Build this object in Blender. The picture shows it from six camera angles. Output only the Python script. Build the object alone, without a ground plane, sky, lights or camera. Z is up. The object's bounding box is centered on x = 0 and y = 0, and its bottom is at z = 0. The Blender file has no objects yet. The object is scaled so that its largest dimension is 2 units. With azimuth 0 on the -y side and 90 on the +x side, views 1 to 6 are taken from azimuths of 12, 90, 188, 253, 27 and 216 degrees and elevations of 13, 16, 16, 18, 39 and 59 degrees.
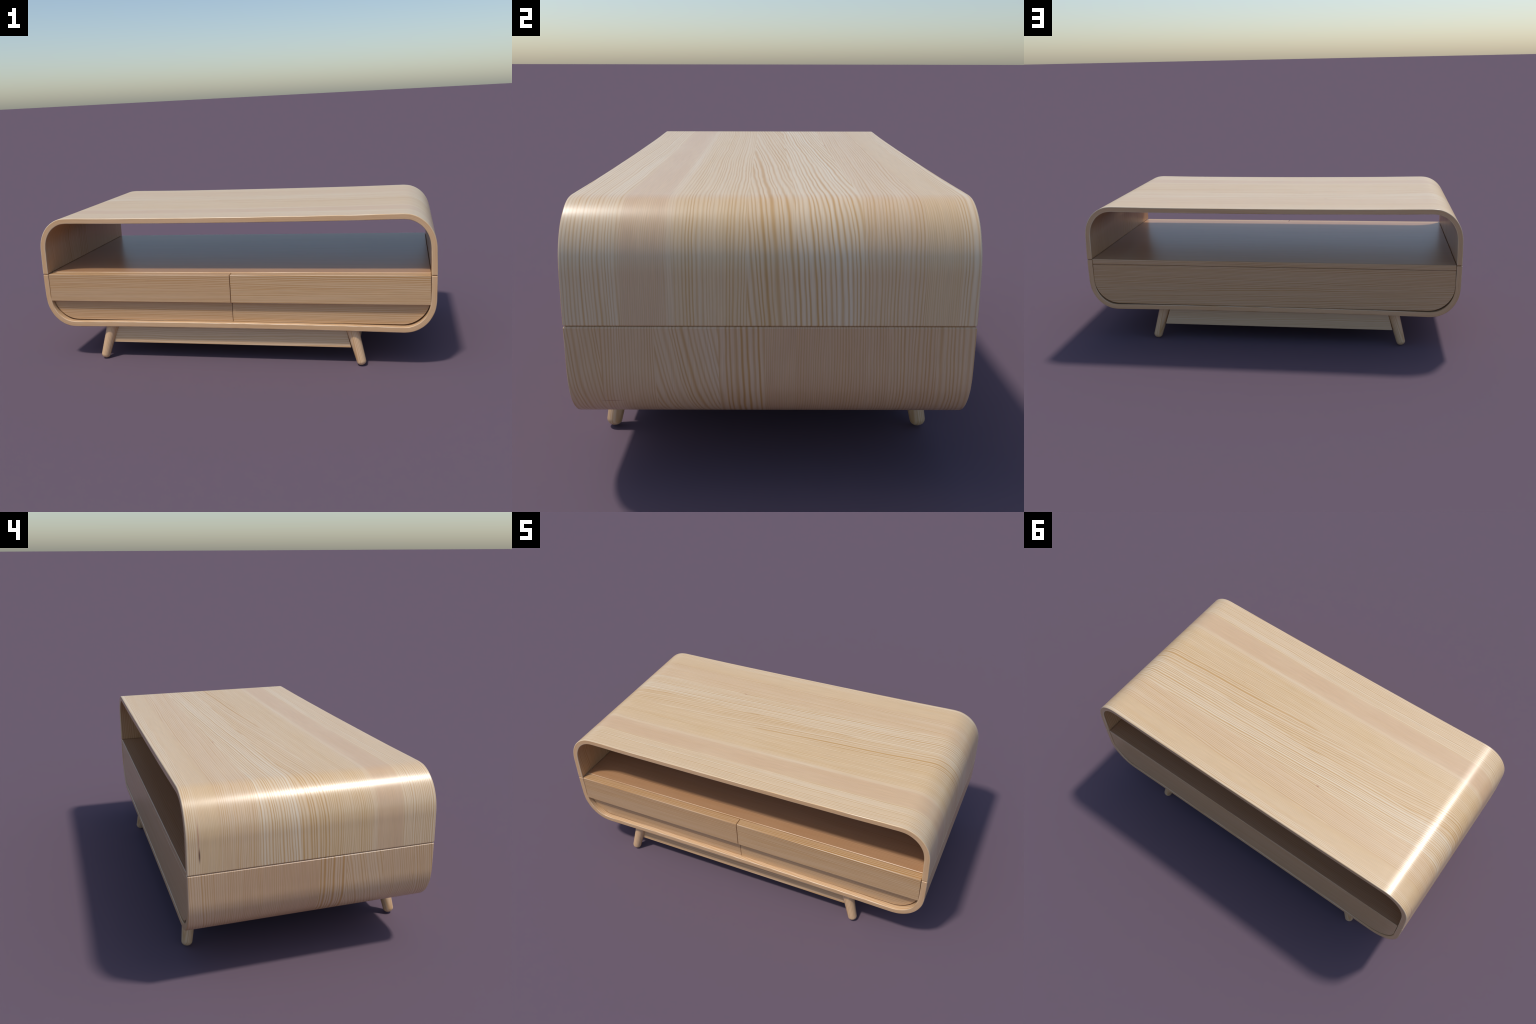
"""Low media cabinet in pale softwood: a bent-wood shell in two halves, an open
shelf, two recessed-grip drawers, a back panel and a splayed four-leg frame."""
import bpy, bmesh, math
from mathutils import Vector, Matrix

# ------------------------------------------------------------------ helpers
scene = bpy.context.scene
CENTRE_Z = 0.4661            # the shell outline is mirrored about this height
SEAM_Z = 0.4602              # joint between upper and lower shell
HALF_DEPTH = 0.5
THICK = 0.0274               # thickness of the bent board


def link(obj, parent=None):
    scene.collection.objects.link(obj)
    if parent is not None:
        obj.parent = parent
    return obj


def mesh_object(name, bm, mats, parent, sharp=38.0, weighted=True):
    bmesh.ops.recalc_face_normals(bm, faces=bm.faces[:])
    for f in bm.faces:
        f.smooth = True
    lim = math.radians(sharp)
    for e in bm.edges:
        if len(e.link_faces) == 2 and e.calc_face_angle(0.0) > lim:
            e.smooth = False
    me = bpy.data.meshes.new(name)
    bm.to_mesh(me)
    bm.free()
    for m in mats:
        me.materials.append(m)
    ob = bpy.data.objects.new(name, me)
    link(ob, parent)
    if weighted:
        wn = ob.modifiers.new("weighted_normal", 'WEIGHTED_NORMAL')
        wn.keep_sharp = True
        wn.weight = 80
    return ob


# ------------------------------------------------------------------ wood shader
class Nodes:
    """Tiny expression builder for shader node trees."""

    def __init__(self, mat):
        mat.use_nodes = True
        self.t = mat.node_tree
        self.t.nodes.clear()

    def new(self, kind, **props):
        n = self.t.nodes.new(kind)
        for k, v in props.items():
            setattr(n, k, v)
        return n

    def put(self, socket, value):
        if hasattr(value, "is_output"):
            self.t.links.new(value, socket)
        else:
            socket.default_value = value

    def math(self, op, a, b=None, c=None, clamp=False):
        n = self.new("ShaderNodeMath", operation=op, use_clamp=clamp)
        for i, v in enumerate((a, b, c)):
            if v is not None:
                self.put(n.inputs[i], v)
        return n.outputs[0]

    def add(self, *xs):
        r = xs[0]
        for x in xs[1:]:
            r = self.math('ADD', r, x)
        return r

    def sub(self, a, b): return self.math('SUBTRACT', a, b)
    def mul(self, a, b): return self.math('MULTIPLY', a, b)
    def madd(self, a, b, c): return self.math('MULTIPLY_ADD', a, b, c)

    def vec(self, x, y, z):
        n = self.new("ShaderNodeCombineXYZ")
        for i, v in enumerate((x, y, z)):
            self.put(n.inputs[i], v)
        return n.outputs[0]

    def noise(self, x, y, z=0.0, detail=1.0, rough=0.5):
        n = self.new("ShaderNodeTexNoise", noise_dimensions='3D')
        self.put(n.inputs["Vector"], self.vec(x, y, z))
        n.inputs["Scale"].default_value = 1.0
        n.inputs["Detail"].default_value = detail
        n.inputs["Roughness"].default_value = rough
        return n.outputs["Fac"]

    def step(self, x, lo, hi, out0=0.0, out1=1.0):
        n = self.new("ShaderNodeMapRange", interpolation_type='SMOOTHSTEP')
        for i, v in enumerate((x, lo, hi, out0, out1)):
            self.put(n.inputs[i], v)
        return n.outputs[0]

    def mix(self, f, a, b, mode='MIX'):
        n = self.new("ShaderNodeMix", data_type='RGBA', blend_type=mode)
        self.put(n.inputs[0], f)
        for i, v in ((6, a), (7, b)):
            self.put(n.inputs[i], tuple(v) + (1.0,) if isinstance(v, tuple) and len(v) == 3 else v)
        return n.outputs[2]

    def ramp(self, x, stops, interp):
        n = self.new("ShaderNodeValToRGB")
        r = n.color_ramp
        r.interpolation = interp
        while len(r.elements) > 1:
            r.elements.remove(r.elements[-1])
        for i, (p, c) in enumerate(stops):
            e = r.elements[0] if i == 0 else r.elements.new(p)
            e.position = p
            e.color = tuple(c) + (1.0,)
        self.put(n.inputs[0], x)
        s = self.new("ShaderNodeSeparateColor")
        self.t.links.new(n.outputs[0], s.inputs[0])
        return s.outputs


PALE = (0.840, 0.612, 0.370)
CREAM = (0.870, 0.695, 0.480)
LATE = (0.655, 0.375, 0.130)
ROSE = (0.765, 0.515, 0.305)
HONEY = (0.805, 0.565, 0.305)

# board: (start, shear, lines per metre, line contrast, rose, cream, optional gold)
# each board of the glued-up panel starts at a fraction of the panel's width


def wood(name, coords, boards, width=(-0.5, 0.5), seed=0.0, tint=(1, 1, 1), knots=(),
         rough=0.31, wander=0.042, wobble=0.0065, contrast=1.0, fibre=1.0):
    mat = bpy.data.materials.new(name)
    g = Nodes(mat)
    tc = g.new("ShaderNodeTexCoord")
    xyz = g.new("ShaderNodeSeparateXYZ")
    g.t.links.new(tc.outputs["Object"], xyz.inputs[0])
    x, y, z = xyz.outputs
    s, t = coords(g, x, y, z)
    u = g.math('DIVIDE', g.sub(t, width[0]), width[1] - width[0], clamp=True)
    # hard joints between boards carry the ring geometry, soft bands the tone
    geo = g.ramp(u, [(b[0], (b[1] * 2 + 0.5, b[2] / 400.0, (i * 0.377 + 0.13) % 1.0))
                     for i, b in enumerate(boards)], 'CONSTANT')
    eps = 0.012
    tone_stops = []
    for i, b in enumerate(boards):
        end = boards[i + 1][0] if i + 1 < len(boards) else 1.0
        tone_stops.append((min(b[0] + (eps if i else 0.0), 1), b[3:6]))
        if end - b[0] > 2.2 * eps:
            tone_stops.append((end - eps * 0.2, b[3:6]))
    tone = g.ramp(u, tone_stops, 'LINEAR')
    gold = g.ramp(u, [(b[0], ((b[6] if len(b) > 6 else 0.0),) * 3) for b in boards], 'CONSTANT')[0]
    shear = g.mul(g.sub(geo[0], 0.5), 0.5)
    pitch = g.mul(geo[1], 400.0)
    bseed = g.madd(geo[2], 37.0, seed)

    # ring coordinate: slow wander plus a small wobble along the grain
    n1 = g.sub(g.noise(g.mul(s, 1.1), g.mul(t, 3.5), bseed, 1.5), 0.5)
    n2 = g.sub(g.noise(g.mul(s, 7.0), g.mul(t, 22.0), bseed, 1.0), 0.5)
    rt = g.add(t, g.mul(shear, s), g.mul(n1, wander), g.mul(n2, wobble))
    jitter = g.noise(g.mul(rt, 42.0), g.mul(s, 0.15), bseed, 0.0)
    phase = g.add(g.mul(rt, pitch), g.mul(jitter, 1.5), bseed)
    wave = g.madd(g.math('SINE', g.mul(phase, 2 * math.pi)), 0.5, 0.5)
    line = g.math('POWER', wave, 2.0)
    strength = g.noise(g.mul(rt, 55.0), g.mul(s, 1.3), g.add(bseed, 5.0), 1.0)
    strength = g.step(strength, 0.25, 0.72, 0.55, 1.20)
    line = g.mul(g.mul(line, strength), g.mul(tone[0], contrast))
    # broad streaks, fine fibres
    streak = g.noise(g.mul(rt, 26.0), g.mul(s, 0.7), g.add(bseed, 11.0), 2.0)
    cream_f = g.math('MULTIPLY', g.step(streak, 0.42, 0.70), g.madd(tone[2], 0.9, 0.15), clamp=True)
    cream_f = g.math('MAXIMUM', cream_f, g.mul(tone[2], 0.45))
    blotch = g.noise(g.mul(s, 2.6), g.mul(t, 15.0), g.add(bseed, 19.0), 2.5, 0.6)
    rose_f = g.math('MULTIPLY', tone[1], g.step(blotch, 0.20, 0.62, 0.55, 1.0), clamp=True)
    honey_f = g.math('MULTIPLY_ADD', g.step(blotch, 0.45, 0.75), 0.55, g.mul(gold, 0.75), clamp=True)
    fib = g.noise(g.mul(s, 9.0), g.mul(t, 400.0), seed, 2.0, 0.6)
    col = g.mix(honey_f, PALE, HONEY)
    col = g.mix(cream_f, col, CREAM)
    col = g.mix(rose_f, col, ROSE)
    col = g.mix(line, col, LATE)
    for (ks, kt, ls, lt, kc, ka) in knots:
        ds = g.math('DIVIDE', g.sub(s, ks), ls)
        dt = g.math('DIVIDE', g.sub(t, kt), lt)
        d = g.math('SQRT', g.add(g.mul(ds, ds), g.mul(dt, dt)))
        col = g.mix(g.step(d, 0.15, 1.0, ka, 0.0), col, kc)
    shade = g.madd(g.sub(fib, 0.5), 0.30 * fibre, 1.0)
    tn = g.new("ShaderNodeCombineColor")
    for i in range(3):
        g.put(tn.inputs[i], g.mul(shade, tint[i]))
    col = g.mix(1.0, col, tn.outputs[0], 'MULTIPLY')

    bsdf = g.new("ShaderNodeBsdfPrincipled")
    g.put(bsdf.inputs["Base Color"], col)
    g.put(bsdf.inputs["Roughness"], g.madd(line, 0.05, rough))
    bsdf.inputs["Specular IOR Level"].default_value = 0.85
    out = g.new("ShaderNodeOutputMaterial")
    g.t.links.new(bsdf.outputs[0], out.inputs[0])
    return mat


# -- coordinates: s runs with the grain, t across it
def around_shell(g, x, y, z):
    """Grain follows the bend: s is the unrolled length of the shell, t its depth."""
    side = g.math('SIGN', x)
    drop = g.math('SUBTRACT', 0.2880, g.math('ABSOLUTE', g.sub(z, CENTRE_Z)))
    return g.madd(side, drop, x), y


def shell_rim(g, x, y, z):
    """End faces of the bent board: t is the distance from the bend's core."""
    qx = g.math('MAXIMUM', g.sub(g.math('ABSOLUTE', x), 0.848), 0.0)
    qz = g.math('MAXIMUM', g.sub(g.math('ABSOLUTE', g.sub(z, CENTRE_Z)), 0.138), 0.0)
    r = g.math('SQRT', g.add(g.mul(qx, qx), g.mul(qz, qz)))
    s, _ = around_shell(g, x, y, z)
    return s, r


def along_x(g, x, y, z):
    return x, g.sub(z, y)


def along_y(g, x, y, z):
    return y, g.sub(z, x)


def along_leg(g, x, y, z):
    return z, g.add(x, g.mul(y, 0.6))


top_boards = [
    (0.000, 0.00, 118, 0.70, 0.05, 0.55, 0.0),
    (0.138, 0.01, 205, 0.40, 1.00, 0.00, 0.0),
    (0.245, 0.00, 150, 0.25, 0.25, 0.60, 0.0),
    (0.266, 0.00, 118, 0.72, 0.00, 0.05, 0.55),
    (0.445, -0.065, 78, 0.95, 0.10, 0.15, 0.45),
    (0.560, -0.040, 90, 0.90, 0.00, 1.00, 0.0),
    (0.722, 0.02, 112, 0.70, 0.45, 0.15, 0.0),
    (0.870, 0.00, 190, 0.36, 0.20, 0.00, 0.85),
    (0.952, 0.00, 120, 0.70, 0.00, 0.50, 0.0),
]
base_boards = [
    (0.000, 0.10, 95, 0.70, 0.10, 0.30, 0.2),
    (0.085, 0.00, 135, 0.60, 0.20, 0.20, 0.2),
    (0.215, 0.16, 84, 0.70, 0.00, 0.40, 0.2),
    (0.375, 0.02, 74, 1.15, 0.35, 0.35, 0.0),
    (0.485, 0.00, 170, 0.55, 1.00, 0.05, 0.0),
    (0.640, 0.02, 140, 0.62, 0.80, 0.10, 0.0),
    (0.790, 0.03, 115, 0.72, 0.50, 0.15, 0.0),
    (0.905, 0.04, 95, 0.72, 0.15, 0.35, 0.0),
]
DARK_RED = (0.085, 0.018, 0.012)
RED = (0.42, 0.12, 0.07)
upper_wood = wood("pale_bent_wood", around_shell, top_boards, seed=2.0, knots=[
    (-0.290, 0.2240, 0.013, 0.0050, RED, 0.65),
    (-1.000 - 0.2880 + 0.070, 0.4525, 0.042, 0.0052, DARK_RED, 0.85),
    (-1.000 - 0.2880 + 0.150, 0.4545, 0.100, 0.0032, RED, 0.60),
    (0.42, -0.075, 0.022, 0.003, LATE, 0.6)])
lower_wood = wood("pale_bent_wood_base", around_shell, base_boards, seed=9.0, tint=(0.91, 0.85, 0.83),
                  knots=[(0.975 + 0.072, -0.397, 0.0035, 0.040, RED, 0.55)])
inner_wood = wood("inner_face_wood", around_shell, base_boards, seed=71.0, tint=(0.74, 0.62, 0.54), contrast=1.3)  # tint darkened and browned to carry part of the compartment's interior shade
rim_boards = [(0.0, 0.0, 190, 0.55, 0.10, 0.15), (0.5, 0.0, 230, 0.45, 0.30, 0.05)]
rim_wood = wood("board_edge_grain", shell_rim, rim_boards, width=(0.12, 0.155), seed=4.0,
                tint=(0.90, 0.79, 0.71), wander=0.010, wobble=0.002)
drawer_boards = [
    (0.00, 0.012, 120, 0.90, 0.10, 0.30),
    (0.35, -0.015, 140, 0.80, 0.05, 0.35),
    (0.70, 0.020, 112, 1.00, 0.10, 0.25),
]
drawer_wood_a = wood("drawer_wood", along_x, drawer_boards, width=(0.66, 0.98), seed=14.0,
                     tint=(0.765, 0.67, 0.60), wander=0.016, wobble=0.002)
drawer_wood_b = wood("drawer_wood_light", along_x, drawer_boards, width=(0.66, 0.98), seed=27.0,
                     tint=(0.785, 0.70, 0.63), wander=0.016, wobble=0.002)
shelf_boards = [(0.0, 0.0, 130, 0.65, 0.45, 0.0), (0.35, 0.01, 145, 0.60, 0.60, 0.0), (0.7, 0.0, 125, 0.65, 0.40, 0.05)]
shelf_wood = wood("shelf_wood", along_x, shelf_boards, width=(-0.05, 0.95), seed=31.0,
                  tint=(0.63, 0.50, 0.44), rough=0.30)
back_boards = [(0.0, 0.012, 120, 0.95, 0.10, 0.30), (0.5, -0.012, 132, 0.90, 0.15, 0.20)]
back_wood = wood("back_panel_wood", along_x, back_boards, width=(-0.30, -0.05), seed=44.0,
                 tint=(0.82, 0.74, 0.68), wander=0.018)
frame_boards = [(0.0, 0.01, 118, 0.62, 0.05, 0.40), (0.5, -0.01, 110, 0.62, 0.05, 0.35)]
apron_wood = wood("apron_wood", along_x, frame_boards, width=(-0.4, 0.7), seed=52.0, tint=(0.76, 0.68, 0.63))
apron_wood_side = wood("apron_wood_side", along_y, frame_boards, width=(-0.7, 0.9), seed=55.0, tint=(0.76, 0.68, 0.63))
leg_wood = wood("leg_wood", along_leg, [(0.0, 0.0, 125, 0.60, 0.05, 0.30)], width=(-0.05, 0.05), seed=63.0,
                tint=(0.92, 0.83, 0.79), wander=0.004, wobble=0.001)

# ------------------------------------------------------------------ shell outline
# quarter outline (distance from centre, height above centre) of the outer surface;
# top and bottom boards bow slightly towards each other at mid-span
QUARTER = [
    (0.000, 0.2830), (0.200, 0.2833), (0.400, 0.2840), (0.600, 0.2853), (0.740, 0.2871),
    (0.815, 0.2881), (0.853, 0.2880), (0.882, 0.2842), (0.910, 0.2738), (0.938, 0.2560), (0.9605, 0.2335),
    (0.9785, 0.2055), (0.9905, 0.1755), (0.9968, 0.1420), (0.9987, 0.0940), (0.9997, 0.0450), (1.000, 0.0000),
]


def catmull(pts, per):
    """Centripetal-free Catmull-Rom through the control points, mirrored ends."""
    p = [Vector(q) for q in pts]
    first = Vector((-p[1].x, p[1].y))
    last = Vector((p[-2].x, -p[-2].y))
    p = [first] + p + [last]
    out = []
    for i in range(1, len(p) - 2):
        a, b, c, d = p[i - 1:i + 3]
        n = max(2, int(math.ceil((c - b).length / per)))
        la, lb, lc = max((b - a).length, 1e-6), (c - b).length, max((d - c).length, 1e-6)
        m0 = ((b - a) / la * lb + (c - b) * la / lb) / (la + lb) * lb
        m1 = ((c - b) / lb * lc + (d - c) * lb / lc) / (lb + lc) * lb
        for k in range(n):
            f = k / n
            f2, f3 = f * f, f * f * f
            out.append((2 * f3 - 3 * f2 + 1) * b + (f3 - 2 * f2 + f) * m0 + (-2 * f3 + 3 * f2) * c + (f3 - f2) * m1)
    out.append(p[-2].copy())
    return out


quarter = catmull(QUARTER, 0.012)


def half_outline(upper, z_end):
    """Outer outline of one shell half, running from the left joint to the right one."""
    sign = 1.0 if upper else -1.0
    right = [Vector((q.x, CENTRE_Z + sign * q.y)) for q in quarter]
    keep = [p for p in right if sign * (p.y - z_end) > 0.002]
    if upper:                      # the joint lies just below the mirror height
        keep.append(Vector((1.0, z_end)))
    else:
        keep.append(Vector((keep[-1].x, z_end)))
    left = [Vector((-p.x, p.y)) for p in reversed(keep[1:])]
    return left + keep


ROUND = 4                      # segments of the rounded board edges


def sweep_board(outline, inward, chamfer):
    """Sweep a chamfered board section (thickness by depth) along the outline."""
    n = len(outline)
    norms = []
    for i in range(n):
        a, b = outline[max(0, i - 1)], outline[min(n - 1, i + 1)]
        d = (b - a).normalized()
        norms.append(Vector((d.y, -d.x)) * inward)
    c = chamfer
    H, T = HALF_DEPTH, THICK
    section = []                   # (depth into board, distance from the rim)
    corner = [(c * (1 - math.cos(a)), c * (1 - math.sin(a))) for a in (0.5 * math.pi * i / ROUND for i in range(ROUND + 1))]
    for (d, e) in corner:
        section.append((d, -H + e))
    for (d, e) in reversed(corner):
        section.append((T - d, -H + e))
    for (d, e) in corner:
        section.append((T - d, H - e))
    for (d, e) in reversed(corner):
        section.append((d, H - e))
    bm = bmesh.new()
    rings = []

    def ring(p, nr, shrink=0.0):
        vs = []
        for d, yy in section:
            dd = min(max(d, shrink), T - shrink)
            yv = min(max(yy, -H + shrink), H - shrink)
            q = p + nr * dd
            vs.append(bm.verts.new((q.x, yv, q.y)))
        return vs

    t0 = (outline[1] - outline[0]).normalized()
    t1 = (outline[-2] - outline[-1]).normalized()
    rings.append(ring(outline[0], norms[0], c))
    rings.append(ring(outline[0] + t0 * c, norms[0]))
    for i in range(1, n - 1):
        rings.append(ring(outline[i], norms[i]))
    rings.append(ring(outline[-1] + t1 * c, norms[-1]))
    rings.append(ring(outline[-1], norms[-1], c))
    m = len(section)
    for a, b in zip(rings[:-1], rings[1:]):
        for j in range(m):
            f = bm.faces.new((a[j], a[(j + 1) % m], b[(j + 1) % m], b[j]))
            f.material_index = {ROUND: 1, 3 * ROUND + 2: 1, 2 * ROUND + 1: 2}.get(j, 0)
    for r in (rings[0], rings[-1]):
        f = bm.faces.new(r)
        f.material_index = 0
    bmesh.ops.remove_doubles(bm, verts=bm.verts[:], dist=1e-5)
    return bm


cabinet = bpy.data.objects.new("media_cabinet", None)
cabinet["label"] = "low pale wooden cabinet with rounded shell, two drawers and splayed legs"
cabinet["category"] = "media cabinet"
link(cabinet)

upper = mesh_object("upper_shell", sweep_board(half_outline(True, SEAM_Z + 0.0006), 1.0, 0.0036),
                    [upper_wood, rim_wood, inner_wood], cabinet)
lower = mesh_object("lower_shell", sweep_board(half_outline(False, SEAM_Z - 0.0006), -1.0, 0.0036),
                    [lower_wood, rim_wood, lower_wood], cabinet)


# ------------------------------------------------------------------ flat boards
def extrude_outline(bm, outline, y0, y1):
    """Prism from an outline in the x-z plane between two depths."""
    front = [bm.verts.new((p[0], y0, p[1])) for p in outline]
    back = [bm.verts.new((p[0], y1, p[1])) for p in outline]
    bm.faces.new(front)
    bm.faces.new(list(reversed(back)))
    k = len(outline)
    for i in range(k):
        bm.faces.new((front[i], back[i], back[(i + 1) % k], front[(i + 1) % k]))


def chamfer_edges(bm, width, segments=2, limit=40.0):
    bmesh.ops.recalc_face_normals(bm, faces=bm.faces[:])
    lim = math.radians(limit)
    edges = [e for e in bm.edges if len(e.link_faces) == 2 and e.calc_face_angle(0.0) > lim]
    bmesh.ops.bevel(bm, geom=edges, offset=width, segments=segments, profile=0.5, affect='EDGES', clamp_overlap=True)


def rounded_base(x0, x1, z0, z1, r_left, r_right, n=20):
    """Outline with a flat top and (optionally) rounded lower corners."""
    pts = [(x1, z1), (x0, z1)]
    if r_left:
        for i in range(n + 1):
            a = math.pi + 0.5 * math.pi * i / n
            pts.append((x0 + r_left + r_left * math.cos(a), z0 + r_left + r_left * math.sin(a)))
    else:
        pts.append((x0, z0))
    if r_right:
        for i in range(n + 1):
            a = 1.5 * math.pi + 0.5 * math.pi * i / n
            pts.append((x1 - r_right + r_right * math.cos(a), z0 + r_right + r_right * math.sin(a)))
    else:
        pts.append((x1, z0))
    return pts


SIDE = 0.9700
SPLIT = 0.0036
PANEL_FOOT = 0.2120
PANEL_RADIUS = 0.136

# shelf: rests on the drawer box, a little proud of the drawer tops
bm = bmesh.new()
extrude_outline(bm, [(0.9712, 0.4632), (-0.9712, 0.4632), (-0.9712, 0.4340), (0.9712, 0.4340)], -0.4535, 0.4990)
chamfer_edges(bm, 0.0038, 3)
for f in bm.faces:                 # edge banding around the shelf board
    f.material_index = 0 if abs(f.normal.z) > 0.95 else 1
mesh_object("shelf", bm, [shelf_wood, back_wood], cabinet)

# drawers: projecting grip rail above a recessed lower front
for side, mat in ((-1, drawer_wood_a), (1, drawer_wood_b)):
    inner = SPLIT + side * 0.0014
    x0, x1 = (-SIDE, inner) if side < 0 else (inner, SIDE)
    bm = bmesh.new()
    extrude_outline(bm, [(x1, 0.4600), (x0, 0.4600), (x0, 0.3166), (x1, 0.3166)], -0.4995, -0.4555)
    chamfer_edges(bm, 0.0026, 3)
    low = bmesh.new()
    extrude_outline(low, rounded_base(x0, x1, PANEL_FOOT, 0.3520,
                                      PANEL_RADIUS if side < 0 else 0,
                                      PANEL_RADIUS if side > 0 else 0), -0.4758, -0.4565)
    tmp = bpy.data.meshes.new("tmp")
    low.to_mesh(tmp)
    low.free()
    bm.from_mesh(tmp)
    bpy.data.meshes.remove(tmp)
    mesh_object("drawer", bm, [mat], cabinet)

# back panel
bm = bmesh.new()
extrude_outline(bm, rounded_base(-SIDE, SIDE, PANEL_FOOT, 0.4328, PANEL_RADIUS, PANEL_RADIUS), 0.4790, 0.4975)
chamfer_edges(bm, 0.0010, 1)
mesh_object("back_panel", bm, [back_wood], cabinet)

# ------------------------------------------------------------------ leg frame
FRAME = Vector((-0.0310, -0.0100, 0.0))     # the frame sits slightly off-centre
FOOT = (0.6775, 0.4680)                     # half spans of the feet
HEAD = (0.6275, 0.4370)                     # half spans where the legs meet the shell
LEG_TOP = 0.1900


def leg_mesh():
    length = math.sqrt((FOOT[0] - HEAD[0]) ** 2 + (FOOT[1] - HEAD[1]) ** 2 + 0.18 ** 2) * LEG_TOP / 0.18
    prof = [(0.0, 0.0)]
    r0, cap = 0.0232, 0.020
    for i in range(1, 11):
        a = 0.5 * math.pi * i / 10
        prof.append((r0 * math.sin(a) ** 0.9, cap * (1 - math.cos(a))))
    for i in range(1, 9):
        f = i / 8
        prof.append((r0 + 0.0080 * f, cap + (length - cap) * f))
    bm = bmesh.new()
    seg = 32
    prev = None
    for r, h in prof:
        if r == 0:
            cur = [bm.verts.new((0, 0, h))]
        else:
            cur = [bm.verts.new((r * math.cos(2 * math.pi * k / seg), r * math.sin(2 * math.pi * k / seg), h)) for k in range(seg)]
        if prev is not None:
            for k in range(seg):
                if len(prev) == 1:
                    bm.faces.new((prev[0], cur[(k + 1) % seg], cur[k]))
                else:
                    bm.faces.new((prev[k], prev[(k + 1) % seg], cur[(k + 1) % seg], cur[k]))
        prev = cur
    bm.faces.new(prev)
    return bm


leg = mesh_object("leg", leg_mesh(), [leg_wood], cabinet, sharp=60, weighted=False)
first = True
for sx in (-1, 1):
    for sy in (-1, 1):
        ob = leg if first else link(leg.copy(), cabinet)
        first = False
        foot = FRAME + Vector((sx * FOOT[0], sy * FOOT[1], 0))
        head = FRAME + Vector((sx * HEAD[0], sy * HEAD[1], 0.18))
        axis = (head - foot).normalized()
        rot = axis.to_track_quat('Z', 'Y').to_matrix().to_4x4()
        spin = Matrix.Rotation(0.9 * sx + 1.7 * sy, 4, 'Z')
        ob.matrix_world = Matrix.Translation(foot + Vector((0, 0, 0.0012))) @ rot @ spin

APRON_TOP = 0.1860
APRON_THICK = 0.0240


def apron_outline(bottom, top, centre, foot):
    return [(centre + top, APRON_TOP), (centre - top, APRON_TOP), (centre - bottom, foot), (centre + bottom, foot)]


for face, foot_z, facing in ((-0.4640, 0.0835, -1), (0.4650, 0.0852, 1)):
    bm = bmesh.new()
    extrude_outline(bm, apron_outline(0.6240, 0.5960, -0.0330, foot_z), face, face - facing * APRON_THICK)
    for v in bm.verts:             # the rails lean inwards with the legs
        v.co.y -= facing * 0.22 * (v.co.z - foot_z)
    chamfer_edges(bm, 0.0012, 1)
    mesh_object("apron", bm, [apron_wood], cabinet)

for sx in (-1, 1):
    bm = bmesh.new()
    extrude_outline(bm, apron_outline(0.4300, 0.4100, 0.0040, 0.0820), -APRON_THICK / 2, APRON_THICK / 2)
    # turn the board to run front to back, leaning with the legs
    lean = 0.235
    for v in bm.verts:
        x, y, z = v.co
        v.co = Vector((FRAME.x + sx * (0.6475 + y * 1.0 - lean * (z - 0.082)), x, z))
    chamfer_edges(bm, 0.0012, 1)
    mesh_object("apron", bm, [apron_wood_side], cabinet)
